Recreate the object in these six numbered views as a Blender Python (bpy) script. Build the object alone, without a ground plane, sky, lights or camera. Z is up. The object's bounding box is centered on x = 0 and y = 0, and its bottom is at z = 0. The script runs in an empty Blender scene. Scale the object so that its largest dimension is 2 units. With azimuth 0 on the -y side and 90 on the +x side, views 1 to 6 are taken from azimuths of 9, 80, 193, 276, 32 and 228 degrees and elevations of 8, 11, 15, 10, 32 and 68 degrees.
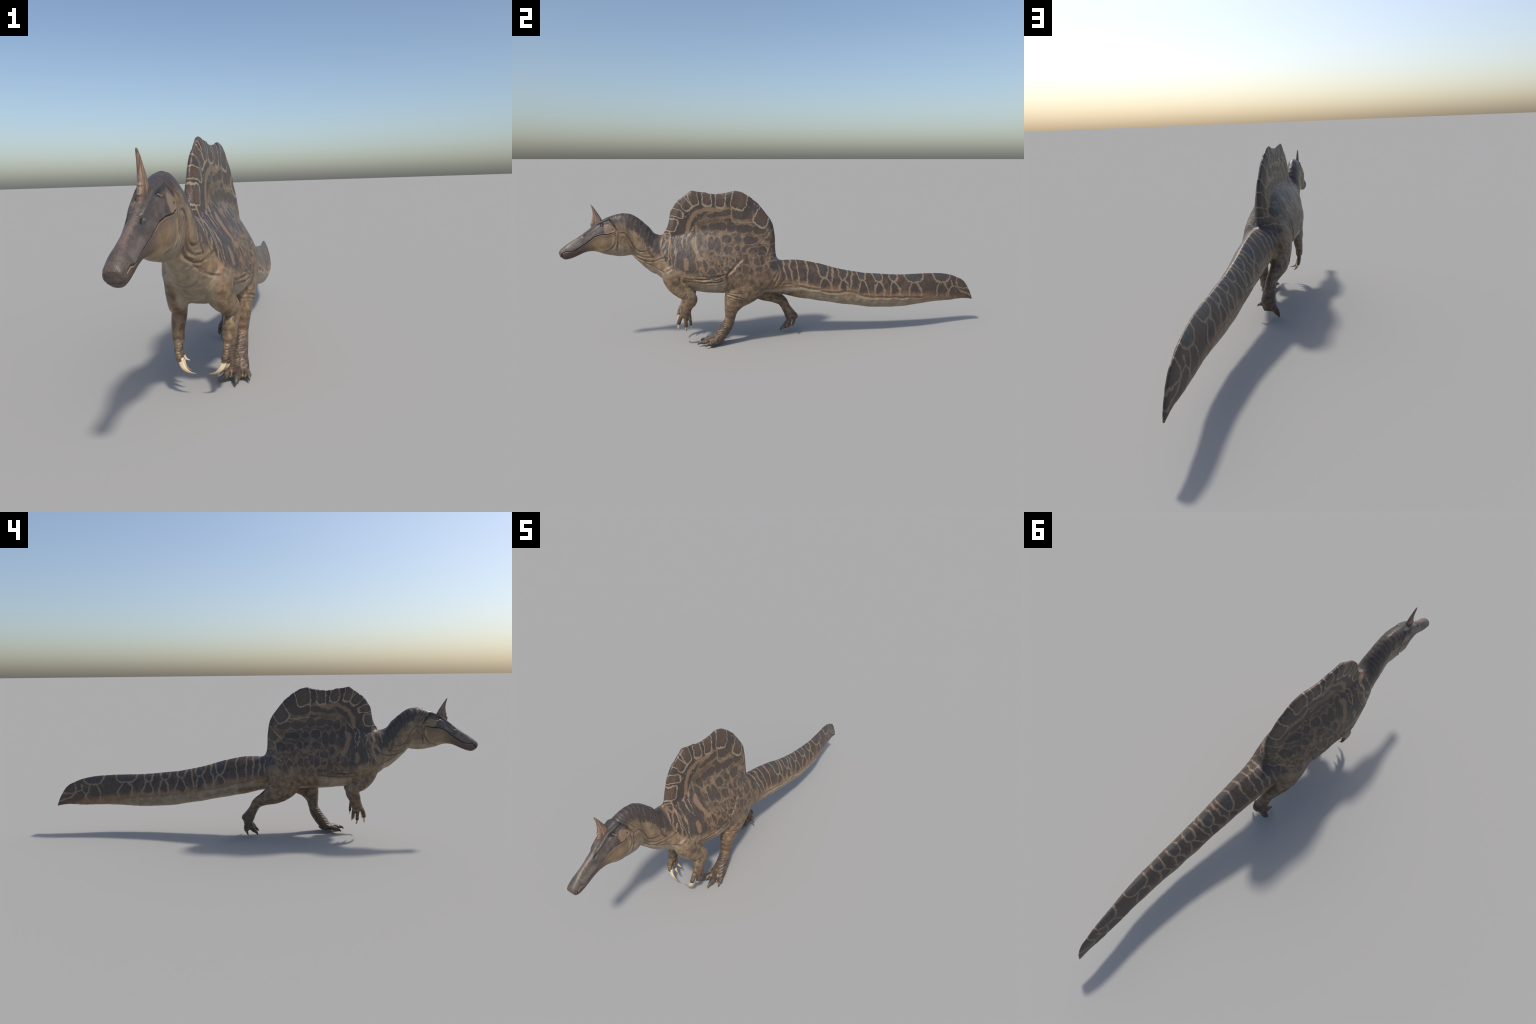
import bpy, bmesh, math
import numpy as np
from mathutils import Vector, Matrix

# ------------------------------------------------------------------ helpers
def pchip(x, y, q):
    """monotone cubic interpolation of the columns of y over x"""
    x = np.asarray(x, float); y = np.asarray(y, float); q = np.asarray(q, float)
    if y.ndim == 1: y = y[:, None]
    h = np.diff(x)[:, None]; d = np.diff(y, axis=0) / h
    m = np.zeros_like(y)
    s = d[:-1] * d[1:] > 0
    w1 = 2 * h[1:] + h[:-1]; w2 = h[1:] + 2 * h[:-1]
    with np.errstate(divide='ignore', invalid='ignore'):
        hm = (w1 + w2) / (w1 / d[:-1] + w2 / d[1:])
    m[1:-1] = np.where(s, hm, 0); m[0] = d[0]; m[-1] = d[-1]
    i = np.clip(np.searchsorted(x, q) - 1, 0, len(x) - 2)
    t = ((q - x[i]) / (x[i + 1] - x[i]))[:, None]; hh = h[i]
    return ((1 + 2 * t) * (1 - t) ** 2 * y[i] + t * (1 - t) ** 2 * hh * m[i]
            + t * t * (3 - 2 * t) * y[i + 1] + t * t * (t - 1) * hh * m[i + 1])

def smooth_path(P, n):
    """Catmull-Rom through rows of P, chord parametrised"""
    P = np.asarray(P, float)
    c = np.r_[0, np.cumsum(np.linalg.norm(np.diff(P[:, :3], axis=0), axis=1))]
    T = np.zeros_like(P)
    T[1:-1] = (P[2:] - P[:-2]) / (c[2:] - c[:-2])[:, None]
    T[0] = (P[1] - P[0]) / (c[1] - c[0]); T[-1] = (P[-1] - P[-2]) / (c[-1] - c[-2])
    q = np.linspace(0, c[-1], n)
    i = np.clip(np.searchsorted(c, q) - 1, 0, len(c) - 2)
    h = (c[i + 1] - c[i])[:, None]; t = (q - c[i])[:, None] / h
    return ((1 + 2 * t) * (1 - t) ** 2 * P[i] + t * (1 - t) ** 2 * h * T[i]
            + t * t * (3 - 2 * t) * P[i + 1] + t * t * (t - 1) * h * T[i + 1])

MID_Y = [-1, -.93, -.85, -.7, -.57, -.42, -.2, 0, .15, .3, .44, .6, .7, .8, .9, .97, 1]
MID_X = [-.0105, -.0110, -.0115, -.011, -.013, -.008, .002, .010, .015, .016, .016, .013, .004, -.010, -.020, -.025, -.027]
def mid(y):                      # sideways bend of the spine
    return np.interp(y, MID_Y, MID_X)

PIECES = []                      # (verts, faces) closed shells, fused later
def rings_to_mesh(R):
    m, n, _ = R.shape
    V = list(R.reshape(-1, 3)); F = []
    for i in range(m - 1):
        for j in range(n):
            k = (j + 1) % n
            F.append((i * n + j, i * n + k, (i + 1) * n + k, (i + 1) * n + j))
    for row, flip in ((0, True), (m - 1, False)):
        c = len(V); V.append(R[row].mean(axis=0))
        for j in range(n):
            k = (j + 1) % n
            f = (row * n + j, row * n + k, c)
            F.append(f[::-1] if flip else f)
    return np.array(V), F

def spow(v, p): return np.sign(v) * np.abs(v) ** p

def tube(st, n=36, m=None, fuse=True):
    """limb: rows x,y,z, half thickness in the side plane, half thickness across"""
    S = smooth_path(st, m or max(12, 7 * len(st)))
    C = S[:, :3]; T = np.gradient(C, axis=0); T /= np.linalg.norm(T, axis=1)[:, None]
    U = np.array([1., 0, 0]) - T * T[:, :1]
    U /= np.linalg.norm(U, axis=1)[:, None]; W = np.cross(T, U)
    a = np.linspace(0, 2 * np.pi, n, endpoint=False)
    R = C[:, None] + S[:, 4, None, None] * np.cos(a)[None, :, None] * U[:, None] + S[:, 3, None, None] * np.sin(a)[None, :, None] * W[:, None]
    M = rings_to_mesh(R)
    if fuse: PIECES.append(M)
    return M

# ------------------------------------------------------------------ body shells
def torso_and_tail():
    # y, top z, bottom z, half width, height of widest point, exponent above, exponent below
    st = [(-.625, .455, .375, .030, .410, 1.0, 1.0),
          (-.60, .475, .340, .048, .395, 1.0, 1.0),
          (-.56, .500, .303, .068, .370, 1.1, 1.0),
          (-.51, .515, .270, .084, .342, 1.6, .95),
          (-.44, .555, .250, .098, .325, 2.7, .9),
          (-.35, .570, .236, .106, .318, 2.9, .85),
          (-.24, .565, .230, .106, .312, 2.9, .85),
          (-.14, .515, .227, .094, .310, 2.4, .85),
          (-.07, .420, .222, .082, .305, 1.5, .9),
          (-.02, .374, .214, .071, .290, 1.2, .95),
          (.05, .375, .195, .062, .262, 1.35, .95),
          (.15, .355, .176, .055, .240, 1.35, .95),
          (.29, .3165, .150, .048, .212, 1.35, .95),
          (.44, .2935, .127, .043, .188, 1.35, .95),
          (.58, .2815, .121, .037, .182, 1.35, .95),
          (.70, .280, .128, .030, .180, 1.35, 1.0),
          (.79, .2755, .131, .024, .180, 1.35, 1.0),
          (.86, .263, .130, .018, .178, 1.1, 1.0),
          (.905, .246, .133, .014, .175, 1.1, 1.0),
          (.94, .228, .134, .011, .170, 1.1, 1.0),
          (.97, .190, .130, .008, .155, 1.0, 1.0),
          (.987, .158, .1275, .006, .143, 1.0, 1.0),
          (.999, .129, .124, .003, .1265, 1.0, 1.0)]
    st = np.array(st); q = np.r_[np.linspace(-.625, .84, 150), np.linspace(.848, .999, 40)]
    S = pchip(st[:, 0], st[:, 1:], q)
    a = np.linspace(0, 2 * np.pi, 96, endpoint=False)
    R = np.zeros((len(q), len(a), 3))
    for i, (y, s) in enumerate(zip(q, S)):
        zt, zb, w, zw, pu, pl = s
        up = np.sin(a) >= 0
        x = w * np.sign(np.cos(a)) * np.abs(np.cos(a)) ** np.where(up, pu, pl)
        z = zw + np.sin(a) * np.where(up, zt - zw, zw - zb)
        R[i] = np.c_[x + mid(y), np.full_like(x, y), z]
    PIECES.append(rings_to_mesh(R[:, ::-1]))

RIM = [(-.600, .500), (-.585, .502), (-.571, .501), (-.553, .511), (-.537, .534), (-.528, .561), (-.524, .585), (-.519, .608),
       (-.502, .635), (-.486, .657), (-.472, .665), (-.460, .675), (-.443, .687), (-.426, .700), (-.412, .698), (-.397, .6945),
       (-.366, .691), (-.345, .685), (-.327, .683), (-.305, .684), (-.282, .687), (-.256, .691), (-.237, .698), (-.22, .696),
       (-.203, .692), (-.171, .675), (-.150, .658), (-.128, .640), (-.101, .607), (-.072, .569), (-.060, .545), (-.055, .525),
       (-.050, .495), (-.048, .464), (-.0465, .435), (-.045, .409), (-.038, .385), (-.026, .371), (-.01, .368)]
def sail():
    P = np.array(RIM); c = np.r_[0, np.cumsum(np.linalg.norm(np.diff(P, axis=0), axis=1))]
    nu, nv = 230, 70
    q = np.linspace(0, c[-1], nu)
    rim = np.c_[np.interp(q, c, P[:, 0]), np.interp(q, c, P[:, 1])]
    s = q / c[-1]
    top = np.clip((rim[:, 1] - .54) / .06, 0, 1)
    rim[:, 1] += top * (.0009 * np.sin(q * 173 + 2 * np.sin(q * 31)) + .0005 * np.sin(q * 397 + 1.)) * np.clip(np.sin(q * 37.) + .6, 0, 1)
    base = np.c_[-.585 + .555 * (3 * s ** 2 - 2 * s ** 3) , np.interp(s, [0, .12, .5, .88, 1], [.44, .40, .36, .34, .33])]
    v = (1 - (1 - np.linspace(0, 1, nv)) ** 1.6)
    Y = base[:, None, 0] + (rim - base)[:, None, 0] * v[None]
    Z = base[:, None, 1] + (rim - base)[:, None, 1] * v[None]
    D = np.linalg.norm(rim - base, axis=1)[:, None] * (1 - v[None])        # distance to the rim
    core = np.interp(Z, [.36, .44, .50, .56, .62, .68, .71], [.034, .028, .0215, .0175, .0142, .0110, .009])
    H = np.minimum(core, np.interp(s, [.12, .3, .75, .9], [.0032, .0058, .0058, .0036])[:, None] + np.interp(s, [.12, .3, .75, .9], [.10, .24, .24, .12])[:, None] * D) * np.sqrt(np.clip(1 - np.exp(-D / .0022), 0, 1) + .02)
    H *= np.clip(np.minimum(s, 1 - s) / .04, .12, 1)[:, None]
    # low ribs of the spines under the skin, fanning out to the rim
    A = np.arctan2(Y + .28, Z - .25)
    H = H + .0010 * np.sin(A * 34) * np.clip((Z - .5) / .1, 0, 1) * np.clip(D / .01, .2, 1)
    H = np.maximum(H, .0012)
    idx = np.arange(nu * nv).reshape(nu, nv)
    Vr = np.stack([H + mid(Y), Y, Z], -1).reshape(-1, 3); Vl = np.stack([-H + mid(Y), Y, Z], -1).reshape(-1, 3)
    F = []; off = nu * nv
    for i in range(nu - 1):
        for j in range(nv - 1):
            a, b, d, e = idx[i, j], idx[i + 1, j], idx[i + 1, j + 1], idx[i, j + 1]
            F.append((a, b, d, e)); F.append((e + off, d + off, b + off, a + off))
        F.append((idx[i, -1], idx[i + 1, -1], idx[i + 1, -1] + off, idx[i, -1] + off))
        F.append((idx[i, 0] + off, idx[i + 1, 0] + off, idx[i + 1, 0], idx[i, 0]))
    for j in range(nv - 1):
        for i, fl in ((0, 0), (nu - 1, 1)):
            f = (idx[i, j], idx[i, j + 1], idx[i, j + 1] + off, idx[i, j] + off)
            F.append(f[::-1] if fl else f)
    PIECES.append((np.r_[Vr, Vl], F))

def neck_and_head():
    # top (y,z), bottom (y,z), half width, exponent above, exponent below, shift of widest level
    st = [((-.500, .500), (-.545, .320), .060, 1.0, 1.0, .0),
          ((-.560, .503), (-.600, .330), .055, 1.0, 1.0, .0),
          ((-.589, .512), (-.630, .353), .050, 1.0, 1.0, .0),
          ((-.610, .537), (-.655, .378), .047, 1.0, 1.0, .0),
          ((-.634, .5605), (-.678, .402), .044, 1.0, 1.0, .0),
          ((-.664, .5845), (-.694, .4195), .042, 1.0, 1.0, .0),
          ((-.693, .600), (-.712, .4165), .041, 1.0, .95, .0),
          ((-.722, .6045), (-.733, .4145), .041, 1.0, .9, -.05),
          ((-.747, .601), (-.752, .4150), .041, 1.0, .9, -.05),
          ((-.768, .595), (-.774, .4190), .040, 1.05, .9, .0),
          ((-.788, .5885), (-.795, .4235), .041, 1.15, .8, .05),
          ((-.812, .577), (-.815, .4285), .039, 1.2, .8, .08),
          ((-.834, .565), (-.838, .4365), .035, 1.2, .85, .08),
          ((-.856, .5485), (-.858, .4400), .031, 1.15, .9, .06),
          ((-.880, .530), (-.877, .4385), .0265, 1.2, .9, .04),
          ((-.905, .512), (-.896, .4330), .0225, 1.15, .9, .0),
          ((-.929, .4965), (-.915, .4245), .0195, 1.05, .85, .0),
          ((-.950, .4835), (-.934, .4160), .0195, 1.0, .85, .0),
          ((-.969, .4705), (-.954, .4090), .0212, .95, .9, .05),
          ((-.984, .4585), (-.970, .4060), .0215, .9, .9, .1),
          ((-.995, .4490), (-.981, .4085), .0195, .85, .85, .1),
          ((-.999, .4405), (-.990, .4180), .016, .8, .8, .1)]
    rows = np.array([[*t, *b, w, pu, pl, sh] for t, b, w, pu, pl, sh in st])
    cen = (rows[:, :2] + rows[:, 2:4]) / 2
    c = np.r_[0, np.cumsum(np.linalg.norm(np.diff(cen, axis=0), axis=1))]
    q = np.linspace(0, c[-1], 170)
    S = pchip(c, rows, q)
    a = np.linspace(0, 2 * np.pi, 80, endpoint=False); R = []
    for ty, tz, by, bz, w, pu, pl, sh in S:
        up = np.sin(a) >= 0; k = .5 + sh / 2                                    # widest level as fraction from bottom
        x = w * np.sign(np.cos(a)) * np.abs(np.cos(a)) ** np.where(up, pu, pl)
        f = k + np.sin(a) * np.where(up, 1 - k, k)
        y = by + (ty - by) * f; z = bz + (tz - bz) * f
        R.append(np.c_[x + mid(y), y, z])
    PIECES.append(rings_to_mesh(np.array(R)[:, ::-1]))

def slab(points, t):
    """thin web between toes: flat prism"""
    P = np.array(points, float); n = len(P)
    N = np.cross(P[1] - P[0], P[-1] - P[0]); N = N / np.linalg.norm(N) * t
    V = np.r_[P + N, P - N]
    F = [tuple(range(n)), tuple(range(2 * n - 1, n - 1, -1))]
    F += [(i, i + n, (i + 1) % n + n, (i + 1) % n) for i in range(n)]
    PIECES.append((V, F))

def legs():
    # planted leg on +x
    tube([(.040, -.125, .400, .035, .018), (.050, -.138, .370, .062, .034), (.058, -.160, .325, .084, .042), (.060, -.188, .280, .088, .041),
          (.061, -.222, .236, .071, .037), (.061, -.246, .200, .049, .033), (.060, -.261, .160, .031, .028),
          (.058, -.267, .123, .0235, .024), (.058, -.277, .094, .0255, .0245), (.058, -.299, .060, .0265, .026),
          (.058, -.322, .034, .025, .033), (.058, -.338, .022, .017, .036)], 48)
    tube([(.058, -.30, .028, .014, .022), (.057, -.318, .018, .015, .026), (.057, -.345, .017, .012, .026)], 28)
    toes = [((.045, -.335, .024), (.032, -.366, .019), (.026, -.384, .0135)), ((.060, -.335, .026), (.063, -.372, .020), (.065, -.394, .0145)),
            ((.072, -.325, .024), (.086, -.350, .018), (.094, -.366, .0135))]
    for A, B, C in toes:
        tube([(*A, .0150, .015), (*B, .0120, .0125), (*C, .0092, .0104)], 20)
    tube([(.042, -.318, .036, .010, .010), (.030, -.335, .030, .008, .008), (.020, -.352, .026, .006, .006)], 18)
    for (A, B, C), (A2, B2, C2) in zip(toes[:-1], toes[1:]):
        m = (np.array(B) * .6 + np.array(B2) * .6 + np.array(A) * -.1 + np.array(A2) * -.1)
        slab([np.array(A) - [0, 0, .006], np.array(C) * .85 + np.array(B) * .15 - [0, 0, .003], m - [0, 0, .007], np.array(C2) * .85 + np.array(B2) * .15 - [0, 0, .003], np.array(A2) - [0, 0, .006]], .0032)
    # trailing leg on -x
    tube([(-.035, -.120, .395, .035, .018), (-.050, -.126, .360, .064, .034), (-.062, -.132, .315, .080, .041), (-.068, -.131, .275, .081, .041),
          (-.069, -.114, .241, .069, .038), (-.066, -.080, .208, .050, .036), (-.058, -.038, .183, .032, .029),
          (-.049, -.003, .161, .0245, .0245), (-.044, .020, .124, .0215, .0255), (-.041, .037, .092, .026, .028),
          (-.043, .043, .066, .022, .029), (-.047, .040, .046, .016, .027)], 48)
    tube([(-.038, .046, .094, .018, .024), (-.038, .058, .087, .0165, .022), (-.038, .068, .082, .011, .016), (-.038, .073, .080, .005, .008)], 24)
    toes = [((-.060, .043, .060), (-.074, .048, .043), (-.080, .0455, .029)), ((-.050, .036, .057), (-.058, .022, .039), (-.061, .012, .026)),
            ((-.036, .036, .058), (-.033, .020, .042), (-.0355, .009, .032))]
    for A, B, C in toes:
        tube([(*A, .0155, .0155), (*B, .0125, .0125), (*C, .0088, .0096)], 20)
    for (A, B, C), (A2, B2, C2) in zip(toes[:-1], toes[1:]):
        A, B, C, A2, B2, C2 = map(np.array, (A, B, C, A2, B2, C2))
        slab([A, C * .8 + B * .2, (B + B2 + C + C2) / 4, C2 * .8 + B2 * .2, A2], .0035)
    tube([(-.030, .046, .074, .010, .010), (-.014, .043, .069, .0085, .0085), (-.004, .038, .064, .0065, .0065)], 18)

HANDS = {}
def arms():
    tube([(.044, -.535, .365, .030, .026), (.047, -.522, .335, .045, .036), (.052, -.503, .290, .044, .036), (.064, -.478, .262, .036, .028),
          (.068, -.452, .243, .030, .025), (.070, -.445, .222, .0325, .023), (.068, -.457, .203, .032, .021), (.066, -.465, .180, .0255, .0195),
          (.064, -.469, .158, .0245, .0185), (.063, -.471, .146, .020, .016)], 40)
    tube([(-.046, -.535, .365, .030, .024), (-.052, -.518, .338, .043, .034), (-.059, -.499, .292, .042, .034), (-.072, -.474, .264, .036, .027),
          (-.079, -.444, .245, .028, .024), (-.080, -.440, .224, .029, .021), (-.080, -.450, .203, .028, .020), (-.080, -.458, .180, .0235, .0175),
          (-.079, -.464, .158, .0235, .0165), (-.079, -.467, .146, .020, .015)], 40)
    for s in (1, -1):
        o = .0 if s > 0 else .013
        f = lambda x, y, z, r: (s * (x + o), y, z, r, r * 1.05)
        tube([f(.061, -.483, .152, .010), f(.060, -.494, .128, .0092), f(.056, -.498, .113, .0088), f(.054, -.499, .104, .0078)], 20)
        tube([f(.065, -.468, .150, .010), f(.065, -.467, .120, .0080), f(.061, -.467, .102, .0078), f(.058, -.467, .091, .0068)], 20)
        tube([f(.067, -.452, .150, .009), f(.067, -.447, .122, .0070), f(.064, -.446, .108, .0062), f(.062, -.445, .097, .0052)], 18)

torso_and_tail(); sail(); neck_and_head(); legs(); arms()

# ------------------------------------------------------------------ fuse into one skin
def fuse(voxel):
    V = []; F = []; o = 0
    for v, f in PIECES:
        V.append(v); F += [tuple(i + o for i in g) for g in f]; o += len(v)
    me = bpy.data.meshes.new("shells"); me.from_pydata(np.concatenate(V).tolist(), [], F)
    bm = bmesh.new(); bm.from_mesh(me); bmesh.ops.recalc_face_normals(bm, faces=bm.faces); bm.to_mesh(me); bm.free()
    ob = bpy.data.objects.new("shells", me); bpy.context.scene.collection.objects.link(ob)
    md = ob.modifiers.new("fuse", 'REMESH'); md.mode = 'VOXEL'; md.voxel_size = voxel; md.adaptivity = 0
    dg = bpy.context.evaluated_depsgraph_get(); ev = ob.evaluated_get(dg)
    out = bpy.data.meshes.new_from_object(ev)
    bpy.data.objects.remove(ob); bpy.data.meshes.remove(me)
    return out

skin = fuse(.0022)

def arrays(me):
    co = np.empty(len(me.vertices) * 3); me.vertices.foreach_get('co', co)
    ed = np.empty(len(me.edges) * 2, int); me.edges.foreach_get('vertices', ed)
    return co.reshape(-1, 3), ed.reshape(-1, 2)

def laplace(co, ed, deg):
    s = np.empty_like(co)
    for k in range(3):
        s[:, k] = np.bincount(ed[:, 0], co[ed[:, 1], k], len(co)) + np.bincount(ed[:, 1], co[ed[:, 0], k], len(co))
    return s / deg[:, None] - co

co, ed = arrays(skin)
deg = np.maximum(np.bincount(ed.ravel(), minlength=len(co)), 1)
for it in range(5):                                  # remove voxel steps, keep volume
    co = co + .55 * laplace(co, ed, deg); co = co - .57 * laplace(co, ed, deg)
# soft joints: centre, radius
JOINTS = [((.038, -.487, .262), .04), ((-.042, -.487, .262), .04), ((.055, -.505, .345), .055), ((-.068, -.505, .345), .055), ((.065, -.115, .36), .075), ((-.06, -.10, .35), .07),
          ((0, -.575, .495), .035), ((0, -.60, .36), .05), ((0, -.535, .46), .04), ((.01, -.03, .375), .03), ((.02, -.1, .25), .06), ((-.04, -.08, .25), .06),
          ((0, -.42, .49), .10), ((0, -.33, .50), .11), ((0, -.24, .50), .11), ((0, -.15, .47), .10), ((0, -.08, .42), .06), ((0, -.49, .48), .07),
          ((.058, -.345, .025), .03), ((-.045, .045, .065), .03), ((.064, -.475, .15), .02), ((-.079, -.47, .15), .02), ((.04, -.5, .28), .05), ((-.05, -.5, .28), .05)]
wj = np.zeros(len(co))
for c, r in JOINTS:
    c = np.array(c); c[0] += mid(c[1]) if abs(c[0]) < 1e-6 else 0
    d = np.linalg.norm(co - c, axis=1); wj = np.maximum(wj, np.clip(1.6 * (1 - d / r), 0, 1))
act = wj > 0
for it in range(40):
    L = laplace(co, ed, deg); co[act] += .6 * wj[act, None] * L[act]
skin.vertices.foreach_set('co', co.ravel()); skin.update()

# finer mesh on head and digits
bm = bmesh.new(); bm.from_mesh(skin)
es = [e for e in bm.edges if (lambda p: p.y < -.735 and p.z > .40)((e.verts[0].co + e.verts[1].co) / 2)]
bmesh.ops.subdivide_edges(bm, edges=es, cuts=1, use_grid_fill=True)
bmesh.ops.triangulate(bm, faces=[f for f in bm.faces if len(f.verts) > 4])
bm.to_mesh(skin); bm.free()
co, ed = arrays(skin); deg = np.maximum(np.bincount(ed.ravel(), minlength=len(co)), 1)
hd = (co[:, 1] < -.73) & (co[:, 2] > .39)
for it in range(2): L = laplace(co, ed, deg); co[hd] += .4 * L[hd]

def normals(co, me):
    me.vertices.foreach_set('co', co.ravel()); me.update()
    n = np.empty(len(co) * 3); me.vertices.foreach_get('normal', n); return n.reshape(-1, 3)

# ------------------------------------------------------------------ folds and creases (side-plane polylines y,z)
MOUTH = [(-1.002, .409), (-.992, .414), (-.986, .423), (-.981, .437), (-.967, .4445), (-.950, .4435), (-.935, .446), (-.909, .461), (-.873, .484), (-.846, .506), (-.821, .515), (-.786, .518), (-.762, .524)]
CREASES = [  # polyline, side, depth, half width, lip
    (MOUTH, 0, .0034, .0014, .0010),
    ([(-.757, .525), (-.751, .509), (-.754, .483), (-.767, .463), (-.785, .448), (-.808, .441)], 0, .0030, .0030, .0012),
    ([(-.782, .590), (-.757, .555), (-.744, .532), (-.737, .520)], 0, .0045, .0036, .0012),
    ([(-.737, .524), (-.717, .524), (-.701, .508), (-.689, .482), (-.676, .450), (-.652, .436), (-.629, .439)], 0, .0035, .0028, .0018),
    ([(-.692, .440), (-.668, .413), (-.638, .396), (-.603, .391), (-.572, .401), (-.546, .414)], 0, .0034, .0028, .0014),
    ([(-.639, .392), (-.609, .374), (-.579, .359), (-.554, .351)], 0, .0028, .0026, .0012),
    ([(-.744, .524), (-.743, .488), (-.753, .447)], 0, .0030, .0030, .001),
    ([(-.734, .488), (-.720, .508)], 0, .0030, .0030, .0012),
    ([(-.473, .322), (-.422, .315), (-.370, .317), (-.318, .327), (-.281, .335)], 0, .0032, .0032, .0022),
    ([(-.463, .306), (-.386, .300), (-.334, .302), (-.281, .309)], 0, .0036, .0032, .0022),
    ([(-.411, .332), (-.359, .327), (-.312, .336)], 0, .0022, .003, .0014),
    ([(-.768, .592), (-.745, .562), (-.728, .538)], 0, .0022, .0024, .0016),
    ([(-.757, .592), (-.736, .566), (-.722, .546)], 0, .0016, .0024, .0014),
    ([(-.70, .470), (-.672, .430), (-.64, .412), (-.60, .414)], 0, .0016, .0026, .0014),
    ([(-.035, .325), (-.075, .270), (-.12, .237)], 1, .0022, .0030, .0014),
    ([(-.015, .305), (-.055, .262), (-.10, .230)], 1, .0020, .0030, .0014),
    ([(-.29, .226), (-.25, .219), (-.21, .208)], 1, .0016, .0022, .0012),
    ([(-.283, .247), (-.24, .246), (-.205, .238)], 1, .0014, .0022, .0012),
    ([(-.198, .405), (-.235, .376), (-.262, .350)], 1, -.0035, .0060, .0),
    ([(-.535, .374), (-.50, .352), (-.486, .336)], 0, .0022, .0026, .0016),
    ([(-.452, .264), (-.468, .244), (-.486, .228)], 0, .0020, .0024, .0014),
    ([(-.40, .290), (-.34, .287), (-.285, .296)], 0, .0022, .003, .0014),
    ([(-.47, .314), (-.43, .309), (-.39, .318), (-.34, .313), (-.30, .318)], 0, .0028, .0022, .0014),
    ([(-.44, .296), (-.40, .306), (-.37, .300)], 0, .0024, .0022, .0012),
    ([(-.36, .322), (-.32, .310), (-.28, .316)], 0, .0024, .0022, .0012),
    ([(-.512, .366), (-.537, .355), (-.553, .346)], 0, .0030, .0030, .0015),
    ([(-.476, .335), (-.486, .312), (-.480, .293)], 0, .0050, .0045, .001),
    ([(-.207, .406), (-.250, .363), (-.277, .332), (-.276, .294), (-.288, .265)], 1, .0055, .0055, .0016),
    ([(-.294, .241), (-.252, .233), (-.220, .223), (-.194, .204)], 1, .0030, .0026, .0020),
    ([(-.048, .330), (-.091, .275), (-.134, .240), (-.155, .228)], 1, .0028, .0035, .001),
    ([(-.204, .388), (-.210, .327), (-.218, .288), (-.200, .254)], -1, .0050, .005, .0016),
    ([(-.053, .269), (-.086, .247), (-.108, .213), (-.131, .196)], -1, .0030, .0026, .0020),
    ([(-.042, .345), (-.057, .286), (-.046, .253)], -1, .0040, .0035, .0015),
    ([(-.040, .272), (.007, .275), (.058, .260), (.138, .241), (.189, .239)], 0, .0028, .0030, .0018),
    ([(.02, .262), (.12, .240), (.230, .217), (.312, .219), (.384, .190), (.468, .181), (.577, .175), (.70, .165)], 0, .0040, .0040, .0024),
]
def polydist(co, P):
    d = np.full(len(co), 9.)
    for (a, b), (c, e) in zip(P[:-1], P[1:]):
        v = np.array([c - a, e - b]); L = v @ v
        t = np.clip(((co[:, 1] - a) * v[0] + (co[:, 2] - b) * v[1]) / L, 0, 1)
        d = np.minimum(d, np.hypot(co[:, 1] - a - t * v[0], co[:, 2] - b - t * v[1]))
    return d

def noise(p, seed, scale):
    rng = np.random.default_rng(seed); v = np.zeros(len(p))
    for k in range(7):
        d = rng.normal(size=3); d /= np.linalg.norm(d); v += np.sin(p @ d * scale * rng.uniform(.6, 1.6) + rng.uniform(0, 6.28) + 1.3 * np.sin(p @ np.roll(d, 1) * scale * .5))
    return v / 4.
nrm = normals(co, skin); disp = np.zeros(len(co))
bent = co + .0032 * np.c_[np.zeros(len(co)), noise(co, 21, 75.), noise(co, 22, 75.)]
uneven = .75 + .45 * noise(co, 23, 50.)
xs = co[:, 0] - mid(co[:, 1])
for P, side, depth, w, lip in CREASES:
    soft = P is not MOUTH
    A = smooth_path(np.c_[np.array(P), np.zeros(len(P))], 6 * len(P))[:, :2] if soft else np.array(P)
    pad = .02
    sel = (co[:, 1] > A[:, 0].min() - pad) & (co[:, 1] < A[:, 0].max() + pad) & (co[:, 2] > A[:, 1].min() - pad) & (co[:, 2] < A[:, 1].max() + pad)
    sel &= np.abs(nrm[:, 0]) > .15
    if side: sel &= xs * side > .01
    i = np.where(sel)[0]; d = polydist(bent[i] if soft else co[i], A)
    ends = np.minimum(np.hypot(co[i, 1] - A[0, 0], co[i, 2] - A[0, 1]), np.hypot(co[i, 1] - A[-1, 0], co[i, 2] - A[-1, 1]))
    fade = np.clip(ends / .02, .0, 1) * np.clip(uneven[i], .2, 1.3) if soft else 1.
    disp[i] += fade * (-depth * np.exp(-(d / w) ** 2) + lip * np.exp(-((d - 2.4 * w) / (1.3 * w)) ** 2))

def bump_at(c, r, h, both=True):
    """round dent or swelling at (offset x, y, z)"""
    global disp
    for s in ((1, -1) if both else (1,)):
        d2 = ((xs - s * c[0]) ** 2 + (co[:, 1] - c[1]) ** 2 + (co[:, 2] - c[2]) ** 2) / r ** 2
        disp += h * np.exp(-d2)
bump_at((.026, -.8105, .5565), .0070, -.0050)          # eye sockets
def ridge(P, r, h, xmin, xmax):
    global disp
    ax_ = np.abs(xs); i = np.where((co[:, 1] < -.74) & (ax_ > xmin) & (ax_ < xmax) & (co[:, 2] > .45))[0]
    e = np.minimum(np.hypot(co[i, 1] - P[0][0], co[i, 2] - P[0][1]), np.hypot(co[i, 1] - P[-1][0], co[i, 2] - P[-1][1]))
    disp[i] += h * np.exp(-(polydist(co[i], P) / r) ** 2) * np.clip(e / .018, 0, 1)
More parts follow.
